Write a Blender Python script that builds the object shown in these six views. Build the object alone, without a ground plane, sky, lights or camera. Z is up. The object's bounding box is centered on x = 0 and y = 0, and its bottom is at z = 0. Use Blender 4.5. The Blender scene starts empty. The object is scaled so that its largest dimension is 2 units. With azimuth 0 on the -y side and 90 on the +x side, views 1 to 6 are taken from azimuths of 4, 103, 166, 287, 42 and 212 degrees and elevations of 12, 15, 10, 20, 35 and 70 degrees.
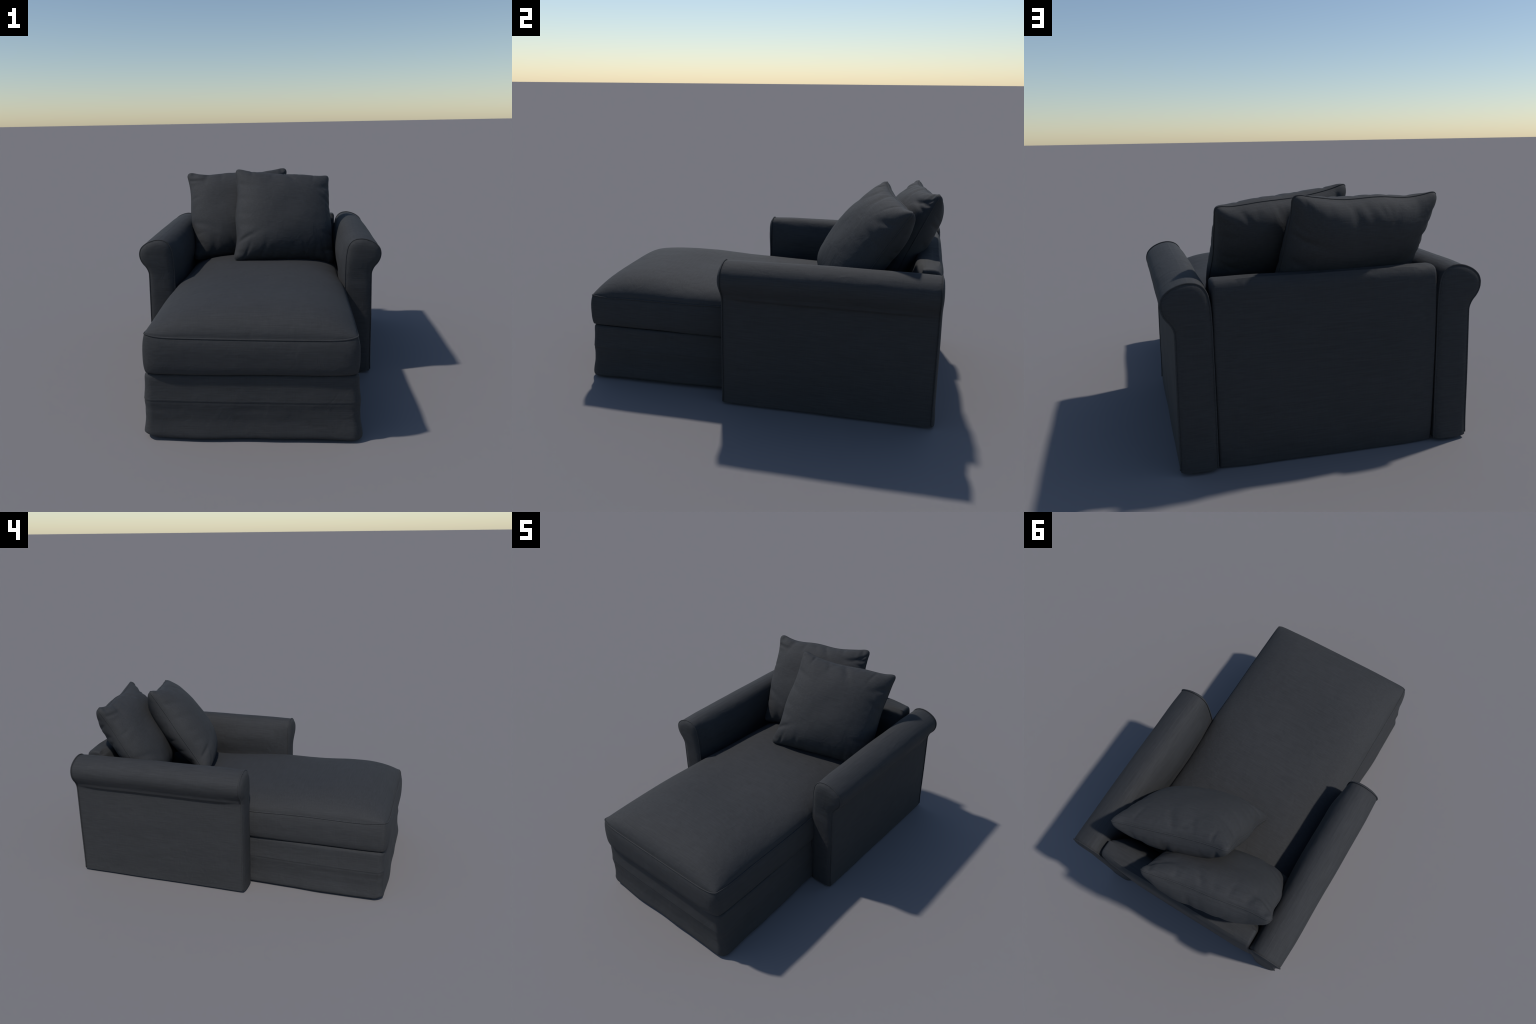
"""Dark grey upholstered chaise longue with rolled arms, box seat cushion, skirted
base, padded back and two loose scatter pillows (separate things)."""
import bpy, math, random
import numpy as np
from mathutils import Vector, Matrix, noise

SEED = 7
random.seed(SEED)

# ------------------------------------------------------------------ materials
def fabric(name, streak_axis, base=(0.0308, 0.0316, 0.0338)):
    """Tight woven cloth: faint thread streaks along one axis, fine weave bump."""
    m = bpy.data.materials.new(name)
    m.use_nodes = True
    nt = m.node_tree
    N, L = nt.nodes, nt.links
    bsdf = N["Principled BSDF"]
    tc = N.new("ShaderNodeTexCoord")

    def stretched(scale_along, scale_across, detail):
        mp = N.new("ShaderNodeMapping")
        s = [scale_across] * 3
        s["xyz".index(streak_axis)] = scale_along
        mp.inputs["Scale"].default_value = s
        L.new(tc.outputs["Object"], mp.inputs["Vector"])
        n = N.new("ShaderNodeTexNoise")
        n.inputs["Scale"].default_value = 1.0
        n.inputs["Detail"].default_value = detail
        n.inputs["Roughness"].default_value = 0.6
        L.new(mp.outputs["Vector"], n.inputs["Vector"])
        return n

    streak = stretched(9.0, 190.0, 3.0)
    cross = stretched(210.0, 11.0, 2.0)
    grain = N.new("ShaderNodeTexNoise")
    grain.inputs["Scale"].default_value = 260.0
    grain.inputs["Detail"].default_value = 2.0
    L.new(tc.outputs["Object"], grain.inputs["Vector"])
    cloud = N.new("ShaderNodeTexNoise")
    cloud.inputs["Scale"].default_value = 5.0
    cloud.inputs["Detail"].default_value = 3.0
    L.new(tc.outputs["Object"], cloud.inputs["Vector"])

    def mul(node, k):
        a = N.new("ShaderNodeMath"); a.operation = "MULTIPLY"
        a.inputs[1].default_value = k
        L.new(node.outputs[0], a.inputs[0])
        return a

    def add(a, b):
        s = N.new("ShaderNodeMath"); s.operation = "ADD"
        L.new(a.outputs[0], s.inputs[0]); L.new(b.outputs[0], s.inputs[1])
        return s

    total = add(add(mul(streak, 0.55), mul(cross, 0.15)), add(mul(grain, 0.20), mul(cloud, 0.10)))
    ramp = N.new("ShaderNodeValToRGB")
    lo = [c * 0.77 for c in base]
    hi = [c * 1.26 for c in base]
    ramp.color_ramp.elements[0].position = 0.33
    ramp.color_ramp.elements[0].color = (*lo, 1)
    ramp.color_ramp.elements[1].position = 0.67
    ramp.color_ramp.elements[1].color = (*hi, 1)
    L.new(total.outputs[0], ramp.inputs["Fac"])
    L.new(ramp.outputs["Color"], bsdf.inputs["Base Color"])
    bump = N.new("ShaderNodeBump")
    bump.inputs["Strength"].default_value = 0.25
    bump.inputs["Distance"].default_value = 0.002
    L.new(total.outputs[0], bump.inputs["Height"])
    soft = N.new("ShaderNodeTexNoise")                 # faint irregular puckers of the cover
    soft.inputs["Scale"].default_value = 13.0
    soft.inputs["Detail"].default_value = 3.0
    soft.inputs["Distortion"].default_value = 0.8
    L.new(tc.outputs["Object"], soft.inputs["Vector"])
    pucker = N.new("ShaderNodeBump")
    pucker.inputs["Strength"].default_value = 0.30
    pucker.inputs["Distance"].default_value = 0.010
    L.new(soft.outputs[0], pucker.inputs["Height"])
    L.new(pucker.outputs["Normal"], bump.inputs["Normal"])
    L.new(bump.outputs["Normal"], bsdf.inputs["Normal"])
    bsdf.inputs["Roughness"].default_value = 0.84
    bsdf.inputs["Specular IOR Level"].default_value = 0.48
    return m


CLOTH_X = fabric("charcoal_cloth", "x")
CLOTH_Y = fabric("charcoal_cloth_lengthwise", "y")
PIPE = fabric("charcoal_piping", "x", (0.0308, 0.0316, 0.0338))
FOOT = bpy.data.materials.new("black_plastic")
FOOT.use_nodes = True
_b = FOOT.node_tree.nodes["Principled BSDF"]
_b.inputs["Base Color"].default_value = (0.012, 0.012, 0.013, 1)
_b.inputs["Roughness"].default_value = 0.6

# ------------------------------------------------------------------ helpers
def make(name, verts, faces, mats, parent=None, smooth=60, pick=None, matrix=None):
    me = bpy.data.meshes.new(name)
    me.from_pydata([tuple(map(float, v)) for v in verts], [], faces)
    me.validate()
    me.update()
    for m in mats:
        me.materials.append(m)
    if pick:
        for p in me.polygons:
            p.material_index = pick(p.normal)
    ob = bpy.data.objects.new(name, me)
    bpy.context.scene.collection.objects.link(ob)
    me.shade_smooth()
    if smooth:
        me.set_sharp_from_angle(angle=math.radians(smooth))
    if parent:
        ob.parent = parent
    if matrix is not None:
        ob.matrix_world = matrix
    return ob


def spline(pts, n, closed=False):
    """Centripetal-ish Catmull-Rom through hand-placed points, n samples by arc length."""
    P = np.array(pts, float)
    K = len(P)
    out = []
    seg = K if closed else K - 1
    for i in range(seg):
        g = (lambda k: P[k % K]) if closed else (lambda k: P[min(max(k, 0), K - 1)])
        a, b, c, d = g(i - 1), g(i), g(i + 1), g(i + 2)
        for t in np.linspace(0, 1, 24, endpoint=False):
            out.append(0.5 * (2 * b + (c - a) * t + (2 * a - 5 * b + 4 * c - d) * t * t
                              + (3 * b - a - 3 * c + d) * t ** 3))
    out.append(P[0] if closed else P[-1])
    out = np.array(out)
    s = np.r_[0, np.cumsum(np.linalg.norm(np.diff(out, axis=0), axis=1))]
    q = np.linspace(0, s[-1], n + 1 if closed else n)
    if closed:
        q = q[:-1]
    return np.stack([np.interp(q, s, out[:, k]) for k in range(out.shape[1])], 1)


def tube(name, path, radius, mat, parent, closed=False, sides=8, matrix=None):
    """Round piping cord swept along a path."""
    P = np.array(path, float)
    n = len(P)
    verts, faces = [], []
    ref = np.array([0.31, 0.22, 0.93])
    for i in range(n):
        if closed:
            t = P[(i + 1) % n] - P[i - 1]
        else:
            t = P[min(i + 1, n - 1)] - P[max(i - 1, 0)]
        t /= np.linalg.norm(t) + 1e-12
        a = ref - t * (ref @ t)
        a /= np.linalg.norm(a)
        ref = a
        b = np.cross(t, a)
        for k in range(sides):
            w = 2 * math.pi * k / sides
            verts.append(P[i] + radius * (math.cos(w) * a + math.sin(w) * b))
    for i in range(n if closed else n - 1):
        j = (i + 1) % n
        for k in range(sides):
            l = (k + 1) % sides
            faces.append((i * sides + k, i * sides + l, j * sides + l, j * sides + k))
    if not closed:
        faces.append(tuple(range(sides))[::-1])
        faces.append(tuple((n - 1) * sides + k for k in range(sides)))
    return make(name, verts, faces, [mat], parent, smooth=0, matrix=matrix)


def wob(p, scale, seed):
    """Smooth noise in -1..1 for cloth undulation."""
    return noise.noise(Vector((p[0] * scale + seed, p[1] * scale - seed * 0.7, p[2] * scale + 3.1 * seed)))


def smoothstep(a, b, x):
    t = np.clip((x - a) / (b - a), 0, 1)
    return t * t * (3 - 2 * t)


# ------------------------------------------------------------------ the sofa
sofa = bpy.data.objects.new("chaise_longue", None)
bpy.context.scene.collection.objects.link(sofa)
sofa["label"] = "dark grey fabric chaise longue with rolled armrests and skirted base"
sofa["category"] = "chaise longue"

# ---- armrests: lollipop cross-section swept front to back, soft end panels
ARM_IN = [(0.490, 0.012), (0.491, 0.25), (0.494, 0.50), (0.495, 0.60), (0.498, 0.68), (0.505, 0.735),
          (0.515, 0.764), (0.532, 0.785), (0.556, 0.797), (0.583, 0.8005)]
ARM_OUT = [(0.643, 0.012), (0.641, 0.10), (0.642, 0.30), (0.641, 0.50), (0.641, 0.595), (0.6445, 0.615),
           (0.654, 0.637), (0.672, 0.659), (0.6865, 0.684), (0.6925, 0.712), (0.689, 0.737), (0.678, 0.757),
           (0.655, 0.777), (0.628, 0.7905), (0.605, 0.7975), (0.583, 0.8005)]
ARM_FRONT, ARM_BACK = -0.132, 0.980


def armrest(side):
    J, M = 110, 22
    inn, out = spline(ARM_IN, 400), spline(ARM_OUT, 400)
    inn[:, 1] = np.maximum.accumulate(inn[:, 1])
    out[:, 1] = np.maximum.accumulate(out[:, 1])
    z0, z1 = 0.012, 0.8005
    q = np.linspace(0, 1, J)
    zl = z0 + (z1 - z0) * (0.35 * q + 0.65 * np.sin(q * math.pi / 2))
    top = np.linspace(0, 1, 14)[1:]
    zl = np.r_[zl[zl < 0.795], 0.795 + (z1 - 0.795) * (1 - (1 - top) ** 2)]
    J = len(zl)
    xi = np.interp(zl, inn[:, 1] + np.arange(400) * 1e-9, inn[:, 0])
    xo = np.interp(zl, out[:, 1] + np.arange(400) * 1e-9, out[:, 0])
    xi[-1] = xo[-1] = 0.583
    ring = np.r_[np.stack([xi, zl], 1), np.stack([xo, zl], 1)[-2::-1]]     # up the inside, down the outside
    K = len(ring)
    # outward normals of the ring
    t = np.gradient(ring, axis=0)
    nrm = np.stack([-t[:, 1], t[:, 0]], 1)
    nrm /= np.linalg.norm(nrm, axis=1)[:, None] + 1e-12
    ys = np.r_[ARM_FRONT, ARM_FRONT + 0.004, ARM_FRONT + 0.009, ARM_FRONT + 0.016, np.linspace(ARM_FRONT + 0.03, ARM_BACK - 0.03, 46),
               ARM_BACK - 0.016, ARM_BACK - 0.009, ARM_BACK - 0.004, ARM_BACK]
    verts, faces = [], []
    seed = 11.0 if side > 0 else 23.0

    def sag(y, z):
        """small soft waves of the loose cover, fading out at the seamed ends"""
        edge = min(1, (y - ARM_FRONT) / 0.15, (ARM_BACK - y) / 0.15)
        return max(0, edge)

    for y in ys:
        d = min(y - ARM_FRONT, ARM_BACK - y)
        groove = -0.0022 * math.exp(-(d / 0.006) ** 2)
        for k in range(K):
            x, z = ring[k]
            o = groove + 0.0030 * sag(y, z) * wob((x * 2, y, z * 2), 4.0, seed)
            along = float(smoothstep(0.0, 1.0, 0.15 + 0.85 * min(1, d / 0.16))) if d > 0.012 else 0.0
            if k < J - 4 and z > 0.2:                     # inner side is padded, fullest beside the sitter
                low = 0.019 * (1 - 0.9 * smoothstep(0.10, 0.50, y))
                high = 0.026 * (1 - 0.55 * smoothstep(0.25, 0.80, y))
                mix = smoothstep(0.50, 0.62, z)
                if d > 0.012:
                    o += float(smoothstep(-0.16, 0.05, y) * (low + (high - low) * mix)
                               * smoothstep(0.2, 0.32, z) * smoothstep(0.80, 0.64, z))
            o += 0.005 * along * float(smoothstep(0.55, 0.74, z))     # roll swells between the end seams
            if k > J and z > 0.45:                        # fuller under the roll away from the ends
                o += 0.011 * along * math.exp(-((z - 0.620) / (0.034 if z > 0.620 else 0.014)) ** 2)
            if k > J and z < 0.60:                        # outer side panel bellies slightly
                o += 0.004 * along * math.sin(math.pi * z / 0.62)
            verts.append((side * (x + nrm[k, 0] * o), y, z + nrm[k, 1] * o))
    R = len(ys)
    for r in range(R - 1):
        for k in range(K - 1):
            a, b, c, d = r * K + k, r * K + k + 1, (r + 1) * K + k + 1, (r + 1) * K + k
            faces.append((a, b, c, d) if side > 0 else (d, c, b, a))
        a, b, c, d = r * K + K - 1, r * K, (r + 1) * K, (r + 1) * K + K - 1   # underside
        faces.append((a, b, c, d) if side > 0 else (d, c, b, a))

    # end panels: puffed, more at the roll than down the post
    def panel(y_edge, sgn, row):
        base = len(verts)
        for j in range(J - 1):
            for m in range(1, M):
                s = m / M
                s = 0.5 - 0.5 * math.cos(s * math.pi) * (1 - 0.0)
                x = xi[j] + (xo[j] - xi[j]) * s
                dd = np.min(np.hypot(ring[:, 0] - x, ring[:, 1] - zl[j]))
                roll = float(smoothstep(0.56, 0.70, zl[j]))
                depth = (0.013 + 0.009 * roll) if sgn < 0 else 0.0135
                low = 0.006 * float(smoothstep(0.14, 0.02, zl[j])) if sgn > 0 else 0.0
                inner = 1.0 - 0.6 * s
                dep = depth * (1 - math.exp(-dd / 0.016)) + low * inner * (1 - math.exp(-dd / 0.012))
                dep += 0.0016 * wob((x, 0.2 * sgn, zl[j]), 9.0, seed) * min(1, dd / 0.03)
                verts.append((side * x, y_edge + sgn * dep, zl[j]))
        left = lambda j: row * K + j
        right = lambda j: row * K + (K - 1 - j)

        def at(j, m):
            if m == 0 or j == J - 1:
                return left(j)
            if m == M:
                return right(j)
            return base + j * (M - 1) + m - 1
        for j in range(J - 1):
            for m in range(M):
                f = [at(j, m), at(j, m + 1), at(j + 1, m + 1), at(j + 1, m)]
                f = [v for i, v in enumerate(f) if v not in f[:i]]
                if len(f) < 3:
                    continue
                faces.append(tuple(f) if (sgn < 0) == (side > 0) else tuple(f[::-1]))
    panel(ARM_FRONT, -1, 0)
    panel(ARM_BACK, 1, R - 1)
    arm = make("armrest", verts, faces, [CLOTH_Y, CLOTH_X], sofa, smooth=50,
               pick=lambda n: 1 if abs(n.y) > 0.7 else 0)
    for y in (ARM_FRONT, ARM_BACK):
        edge = ring + nrm * 0.0008
        cord = spline([(side * p[0], y, p[1]) for p in edge[::3]], 260)
        tube("piping", cord, 0.0038, PIPE, arm)
    return arm


arms = [armrest(1), armrest(-1)]

# ---- rounded-rectangle plan outline used by base and seat
def plan(hw, y0, y1, r, n_corner=10, n_side=40, n_front=30):
    """Closed outline, counter-clockwise, starting front-left; returns xy and outward normals."""
    pts, nr = [], []
    def line(a, b, n, nn):
        for t in np.linspace(0, 1, n, endpoint=False)[0:]:
            pts.append((a[0] + (b[0] - a[0]) * t, a[1] + (b[1] - a[1]) * t)); nr.append(nn)
    def arc(cx, cy, a0, a1, rr):
        for t in np.linspace(0, 1, n_corner, endpoint=False):
            w = math.radians(a0 + (a1 - a0) * t)
            pts.append((cx + rr * math.cos(w), cy + rr * math.sin(w))); nr.append((math.cos(w), math.sin(w)))
    line((-hw + r, y0), (hw - r, y0), n_front, (0, -1)); arc(hw - r, y0 + r, -90, 0, r)
    line((hw, y0 + r), (hw, y1 - r), n_side, (1, 0)); arc(hw - r, y1 - r, 0, 90, r)
    line((hw - r, y1), (-hw + r, y1), n_front, (0, 1)); arc(-hw + r, y1 - r, 90, 180, r)
    line((-hw, y1 - r), (-hw, y0 + r), n_side, (-1, 0)); arc(-hw + r, y0 + r, 180, 270, r)
    return np.array(pts), np.array(nr)


# ---- skirted base under the long seat
BASE_PROFILE = [  # height, outward offset from the half width / front line
    (0.013, -0.012), (0.0145, 0.004), (0.023, 0.0095), (0.040, 0.009), (0.065, 0.005), (0.10, 0.0005), (0.14, 0.0005), (0.170, 0.002),
    (0.180, 0.0025), (0.186, 0.0022), (0.1890, 0.0008), (0.1915, 0.0032), (0.197, 0.0034), (0.204, 0.0022), (0.215, 0.001),
    (0.24, -0.002), (0.27, -0.004), (0.295, -0.0045), (0.310, -0.006), (0.319, -0.011), (0.3235, -0.022), (0.3245, -0.060)]


def base():
    O, Nn = plan(0.5045, -0.9785, 0.74, 0.044, n_side=60, n_front=46)
    K = len(O)
    prof = spline(BASE_PROFILE, 84)
    verts, faces = [], []
    for z, off in prof:
        for k in range(K):
            x, y = O[k]; nx, ny = Nn[k]
            corner = abs(nx * ny) * 2                                # 1 at the rounded corners
            skirt = float(smoothstep(0.19, 0.05, z))
            o = off
            # gentle folds of the loose skirt, stronger near the hem
            o += skirt * (0.0065 * wob((x * 1.0, y * 1.0, z * 0.8), 6.0, 4.0) + 0.002 * corner * skirt)
            o += 0.0018 * wob((x, y, z * 1.2), 5.0, 9.0)
            # sagging fold just under the seam
            o -= 0.0035 * math.exp(-((z - 0.155) / 0.018) ** 2) * max(0, wob((x * 1.2, y * 1.2, 0.0), 3.0, 2.0) + 0.15)
            o -= 0.015 * abs(nx) * float(smoothstep(-0.60, -0.15, y))
            front = max(0, -ny) * (1 - (x / 0.5) ** 2)
            o += 0.006 * front
            zz = z + (0.0055 * wob((x, y, 0), 4.0, 6.0) + 0.010 * corner * (x < 0)) * float(smoothstep(0.06, 0.012, z)) \
                + (0.004 - 0.008 * (x + 0.5)) * math.exp(-((z - 0.19) / 0.02) ** 2) * max(0, -ny)
            verts.append((x + nx * o, y + ny * o, max(zz, 0.004)))
    R = len(prof)
    for r in range(R - 1):
        for k in range(K):
            l = (k + 1) % K
            faces.append((r * K + k, r * K + l, (r + 1) * K + l, (r + 1) * K + k))
    faces.append(tuple(range(K))[::-1])
    faces.append(tuple((R - 1) * K + k for k in range(K)))
    return make("base", verts, faces, [CLOTH_X, CLOTH_Y], sofa, smooth=50, pick=lambda n: 1 if abs(n.x) > 0.7 else 0)


base()

# ---- long box seat cushion with a crowned top
SEAT_HW, SEAT_Y0, SEAT_Y1 = 0.489, -0.974, 0.765
SEAT_BOX = [  # boxing strip from top seam down: height, bulge
    (0.505, 0.0), (0.500, 0.004), (0.480, 0.010), (0.450, 0.0145), (0.410, 0.0165), (0.370, 0.0160), (0.345, 0.0115),
    (0.332, 0.006), (0.3265, -0.005), (0.325, -0.03)]


def seam_z(x, y):
    """height of the top seam: corners turn up, front edge falls slightly to the right"""
    ex, ey = abs(x) / SEAT_HW, abs((y - (SEAT_Y0 + SEAT_Y1) / 2) / ((SEAT_Y1 - SEAT_Y0) / 2))
    corner = (min(ex, 1) * min(ey, 1)) ** 14
    front = float(smoothstep(-0.5, -0.97, y))
    z = 0.5035 + 0.012 * corner - front * 0.007 * x / 0.489 - 0.004 * front * (1 - corner)
    z -= 0.020 * float(smoothstep(-0.15, 0.25, y)) * min(1, ex) ** 5
    z += 0.0035 * math.sin(y * 9.0 + 1.0 + x * 3) * (1 - corner)
    return z


def crown(fx, fy):
    px = 3.2 - 0.35 * fy
    cx = (1 - abs(fx) ** px) ** 0.53
    cy = (1 - abs(fy) ** 8.0) ** 0.53
    return (0.1035 - 0.031 * fy) * cx * cy


def seat_cushion():
    NX, NY = 72, 130
    def dense(n):                                   # cluster rows near the seams
        t = np.linspace(-1, 1, n + 1)
        return np.sign(t) * (1 - (1 - np.abs(t)) ** 1.5)
    gx, gy = dense(NX), dense(NY)
    hy, cy = (SEAT_Y1 - SEAT_Y0) / 2, (SEAT_Y1 + SEAT_Y0) / 2
    verts, faces, idx = [], [], {}
    cr = 0.010
    for j, fy in enumerate(gy):
        for i, fx in enumerate(gx):
            c = (abs(fx) * abs(fy)) ** 24
            x = SEAT_HW * fx * (1 - cr * c)
            y = cy + hy * fy
            y += (-0.010 if fy < 0 else 0) * abs(fy) ** 4 * (1 - fx ** 8) + cr * c * (1 if fy < 0 else -1)
            tuck = 1 - 0.018 * float(smoothstep(-0.2, 0.2, y))
            x *= tuck
            h = crown(fx, fy)
            e = min(1, 5 * min(1 - abs(fx), 1 - abs(fy)))
            dent = 0.008 * math.exp(-((x - 0.10) / 0.26) ** 2 - ((y - 0.38) / 0.16) ** 2)      # pressed by the pillow
            z = seam_z(x, y) + h - dent + e * (0.0030 * wob((x, y, 0), 4.0, 5.0) + 0.0010 * wob((x, y, 0), 12.0, 8.0))
            idx[i, j] = len(verts)
            verts.append((x, y, z))
    for j in range(NY):
        for i in range(NX):
            faces.append((idx[i, j], idx[i + 1, j], idx[i + 1, j + 1], idx[i, j + 1]))
    rim = [idx[i, 0] for i in range(NX)] + [idx[NX, j] for j in range(NY)] + \
          [idx[i, NY] for i in range(NX, 0, -1)] + [idx[0, j] for j in range(NY, 0, -1)]
    K = len(rim)
    rp = np.array([verts[v] for v in rim])
    # smoothed outward normals round the rim
    t = np.roll(rp, -1, 0)[:, :2] - np.roll(rp, 1, 0)[:, :2]
    nn = np.stack([t[:, 1], -t[:, 0]], 1)
    nn /= np.linalg.norm(nn, axis=1)[:, None]
    for _ in range(3):
        nn = (np.roll(nn, 1, 0) + nn * 2 + np.roll(nn, -1, 0))
        nn /= np.linalg.norm(nn, axis=1)[:, None]
    prof = spline(SEAT_BOX, 40)
    prev = rim
    for r in range(1, len(prof)):
        z, off = prof[r]
        row = []
        f = (0.505 - z) / 0.18
        for k in range(K):
            x, y, zt = rp[k]
            corner = (min(1, abs(x) / 0.48) * min(1, abs(y + 0.1) / 0.86)) ** 20
            o = off * (1 - 0.15 * corner) + 0.0025 * math.sin(f * math.pi) * wob((x, y, z * 1.5), 6.0, 3.0)
            zz = zt + (z - 0.505) + f * (0.505 - zt) * 0.9 + f * 0.004 * wob((x, y, 0), 4.0, 7.0)
            row.append(len(verts))
            verts.append((x + nn[k, 0] * o, y + nn[k, 1] * o, zz))
        for k in range(K):
            l = (k + 1) % K
            faces.append((prev[k], row[k], row[l], prev[l]))
        prev = row
    faces.append(tuple(prev)[::-1])
    seat = make("seat_cushion", verts, faces, [CLOTH_X, CLOTH_Y], sofa, smooth=50, pick=lambda n: 1 if abs(n.x) > 0.7 else 0)
    cord = rp.copy()
    cord[:, :2] += nn * 0.0015
    cord[:, 2] += 0.0005
    tube("piping", cord[::2], 0.0042, PIPE, seat, closed=True)
    return seat


seat_cushion()

# ---- padded backrest between the arms
BACK_PROFILE = [(0.966, 0.006), (0.974, 0.10), (0.979, 0.30), (0.982, 0.55), (0.980, 0.70), (0.977, 0.760), (0.968, 0.787), (0.950, 0.800),
                (0.920, 0.803), (0.880, 0.799), (0.860, 0.792), (0.847, 0.775), (0.839, 0.745), (0.822, 0.70), (0.800, 0.60), (0.775, 0.45), (0.768, 0.25), (0.768, 0.006)]


def backrest():
    P = spline(BACK_PROFILE, 110)
    K = len(P)
    t = np.gradient(P, axis=0)
    nn = np.stack([t[:, 1], -t[:, 0]], 1)
    nn /= np.linalg.norm(nn, axis=1)[:, None]
    hw, rr = 0.4905, 0.016
    # ends: full round, middle straight
    X = [-hw + rr - rr * math.sin(math.radians(a)) for a in np.linspace(90, 0, 9)]
    I = [rr - rr * math.cos(math.radians(a)) for a in np.linspace(90, 0, 9)]
    X += list(np.linspace(-hw + rr, hw - rr, 42)[1:-1])
    I += [0.0] * 40
    X += [hw - rr + rr * math.sin(math.radians(a)) for a in np.linspace(0, 90, 9)]
    I += [rr - rr * math.cos(math.radians(a)) for a in np.linspace(0, 90, 9)]
    verts, faces = [], []
    for x, i in zip(X, I):
        b = 1 - (x / hw) ** 2
        for k in range(K):
            y, z = P[k]
            ny, nz = nn[k]
            o = -i + 0.0028 * wob((x, y, z), 4.5, 13.0) * min(1, b * 4)
            if ny < -0.3:
                o -= 0.028 * (1 - b) ** 4 * float(smoothstep(0.45, 0.75, z))      # front corners rounded back
            if ny > 0.5:
                o += 0.012 * min(1, 2 * b)
            narrow = 1 - 0.010 * float(smoothstep(0.5, 0.0, z))
            verts.append((x * narrow, y + ny * o, max(0.004, z + nz * o)))
    R = len(X)
    for r in range(R - 1):
        for k in range(K):
            l = (k + 1) % K
            faces.append((r * K + k, (r + 1) * K + k, (r + 1) * K + l, r * K + l))
    faces.append(tuple(range(K)))
    faces.append(tuple((R - 1) * K + k for k in range(K))[::-1])
    return make("backrest", verts, faces, [CLOTH_X], sofa, smooth=50)


backrest()

# ---- glides that keep the covers just off the floor
def disc(name, x, y, r, z0, z1):
    n = 20
    v = [(x + r * math.cos(2 * math.pi * k / n), y + r * math.sin(2 * math.pi * k / n), z) for z in (z0, z1) for k in range(n)]
    f = [(k, (k + 1) % n, n + (k + 1) % n, n + k) for k in range(n)] + [tuple(range(n))[::-1], tuple(range(n, 2 * n))]
    return make(name, v, f, [FOOT], sofa, smooth=40)


for fx, fy in ((-0.42, -0.88), (0.42, -0.88), (-0.567, -0.06), (0.567, -0.06), (-0.567, 0.90), (0.567, 0.90)):
    disc("foot", fx, fy, 0.028, 0.0, 0.03)

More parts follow.
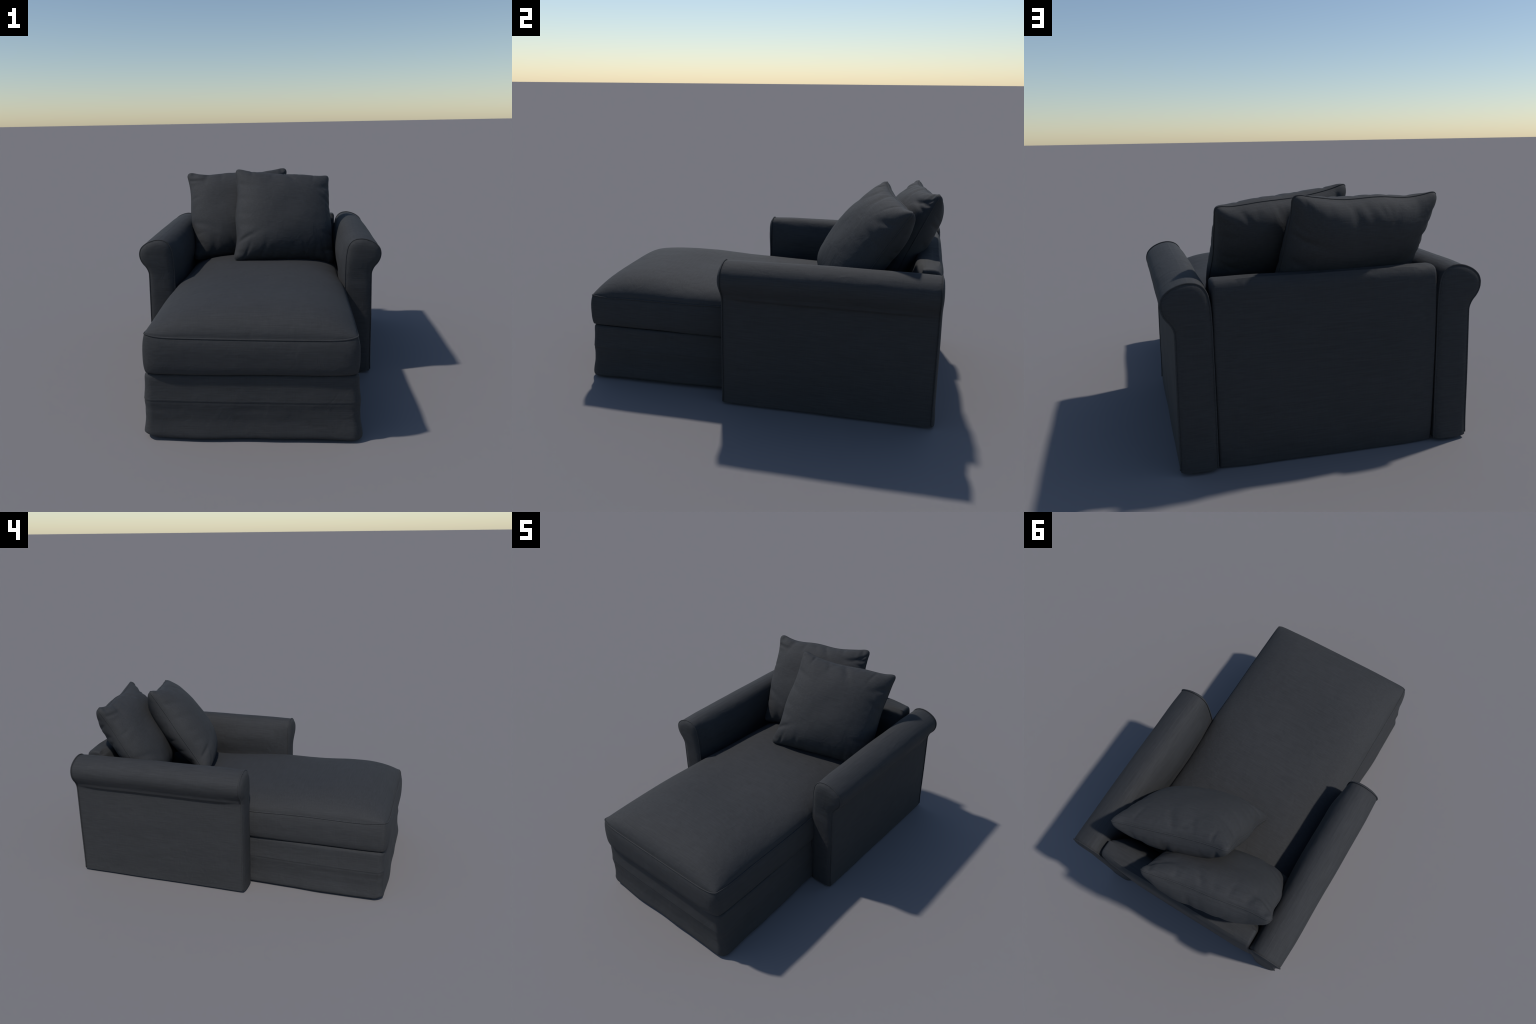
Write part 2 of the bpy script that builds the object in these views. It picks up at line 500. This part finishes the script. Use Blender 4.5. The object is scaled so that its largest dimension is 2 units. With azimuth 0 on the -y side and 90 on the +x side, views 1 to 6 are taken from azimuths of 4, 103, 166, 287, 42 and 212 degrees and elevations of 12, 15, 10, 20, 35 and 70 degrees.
# ------------------------------------------------------------------ loose pillows
def pillow(tl, tr, bl, br, front, back, seed, label):
    """Square knife-edge pillow: four corner points, plump both sides, puckered seams."""
    rnd = random.Random(seed)
    tl, tr, bl, br = map(np.array, (tl, tr, bl, br))
    centre = (tl + tr + bl + br) / 4
    ex = (tr + br - tl - bl); ex /= np.linalg.norm(ex)
    ey = (tl + tr - bl - br); ey -= ex * (ex @ ey); ey /= np.linalg.norm(ey)
    ez = np.cross(ex, ey)                                   # faces the sitter
    M = Matrix(((ex[0], ey[0], ez[0], centre[0]), (ex[1], ey[1], ez[1], centre[1]), (ex[2], ey[2], ez[2], centre[2]), (0, 0, 0, 1)))
    loc = lambda p: np.array([(p - centre) @ ex, (p - centre) @ ey, (p - centre) @ ez])
    TL, TR, BL, BR = map(loc, (tl, tr, bl, br))
    creases = []
    for side in (1, -1):
        for edge in range(4):
            s = -0.86 + rnd.uniform(0, 0.2)
            while s < 0.88:
                creases.append((side, edge, s, rnd.uniform(0.022, 0.060), rnd.uniform(0.10, 0.34), rnd.uniform(-0.5, 0.5),
                                rnd.uniform(0.004, 0.019)))
                s += rnd.uniform(0.10, 0.34)
    edgewave = [[(rnd.uniform(2, 9), rnd.uniform(0, 6.28), rnd.uniform(0.001, 0.0028)) for _ in range(3)] for _ in range(4)]
    N = 96
    g = np.linspace(-1, 1, N + 1)
    g = np.sign(g) * (1 - (1 - np.abs(g)) ** 1.7)

    def spot(u, v):
        """point on the seam plane"""
        au, av = abs(u), abs(v)
        r = 0.17                                                # blunt rounded corners
        ru, rv = au, av
        if au > 1 - r and av > 1 - r:
            p, q = (au - 1 + r) / r, (av - 1 + r) / r
            ru = 1 - r + r * p * math.sqrt(1 - q * q / 2)
            rv = 1 - r + r * q * math.sqrt(1 - p * p / 2)
        pinch_u = 0.068 * (1 - rv ** 6)                         # sides drawn in between the ears
        pinch_v = (0.124 if v > 0 else 0.062) * (1 - ru ** 5)
        w = lambda e, s: sum(a * math.sin(f * s + p) for f, p, a in edgewave[e]) / 0.33
        su, sv = math.copysign(1, u), math.copysign(1, v)
        uu = 1.046 * su * ru * (1 - pinch_u * ru ** 2) + (w(0 if u > 0 else 1, v) * au ** 6) * (1 - av ** 6)
        vv = 1.046 * sv * rv * (1 - pinch_v * rv ** 2) + (w(2 if v > 0 else 3, u) * av ** 6) * (1 - au ** 6)
        a, b = (uu + 1) / 2, (vv + 1) / 2
        return (BL * (1 - a) + BR * a) * (1 - b) + (TL * (1 - a) + TR * a) * b

    def height(u, v, side):
        T = front if side > 0 else back
        h = ((1 - abs(u) ** 2.2) * (1 - abs(v) ** 2.1)) ** 0.45 * (1 + (-0.17 if side > 0 else 0.28) * v)
        h *= T
        e = 1.0
        for sd, edge, s0, wd, ln, sl, amp in creases:
            if sd != side:
                continue
            d = (1 - u, 1 + u, 1 - v, 1 + v)[edge]
            s = v if edge < 2 else u
            if d > 3 * ln:
                continue
            k = (s - s0 - sl * d) / (wd * (1 + 1.5 * d))
            if abs(k) > 3:
                continue
            h -= amp * math.exp(-k * k) * math.exp(-(d / ln) ** 1.5) * (1 - math.exp(-d / 0.05))
        rim = min(1 - abs(u), 1 - abs(v))
        h += min(1, rim * 4) * 0.005 * wob((u, v, side), 2.2, seed)
        return max(h, 0.0005)

    verts, faces, F, B = [], [], {}, {}
    for j, v in enumerate(g):
        for i, u in enumerate(g):
            p = spot(u, v)
            edge = i in (0, N) or j in (0, N)
            if edge:
                F[i, j] = B[i, j] = len(verts)
                verts.append(p)
            else:
                F[i, j] = len(verts)
                verts.append(p + np.array([0, 0, height(u, v, 1)]))
                B[i, j] = len(verts)
                verts.append(p - np.array([0, 0, height(u, v, -1)]))
    for j in range(N):
        for i in range(N):
            faces.append((F[i, j], F[i + 1, j], F[i + 1, j + 1], F[i, j + 1]))
            faces.append((B[i, j], B[i, j + 1], B[i + 1, j + 1], B[i + 1, j]))
    ob = make("throw_pillow", verts, faces, [CLOTH_X], None, smooth=70, matrix=M)
    ob["label"] = label
    ob["category"] = "pillow"
    rim = [F[i, 0] for i in range(N)] + [F[N, j] for j in range(N)] + [F[i, N] for i in range(N, 0, -1)] + [F[0, j] for j in range(N, 0, -1)]
    cord = tube("piping", [verts[r] for r in rim], 0.0036, PIPE, None, closed=True)
    cord.parent = ob
    return ob


pillow((-0.188, 0.650, 1.148), (0.442, 0.821, 1.083), (-0.178, 0.265, 0.590), (0.462, 0.474, 0.533),
       0.158, 0.140, 31, "plump square dark grey pillow leaning in front")
pillow((-0.552, 0.832, 1.110), (0.142, 0.954, 1.130), (-0.475, 0.522, 0.546), (0.205, 0.690, 0.562),
       0.138, 0.140, 57, "plump square dark grey pillow leaning behind")
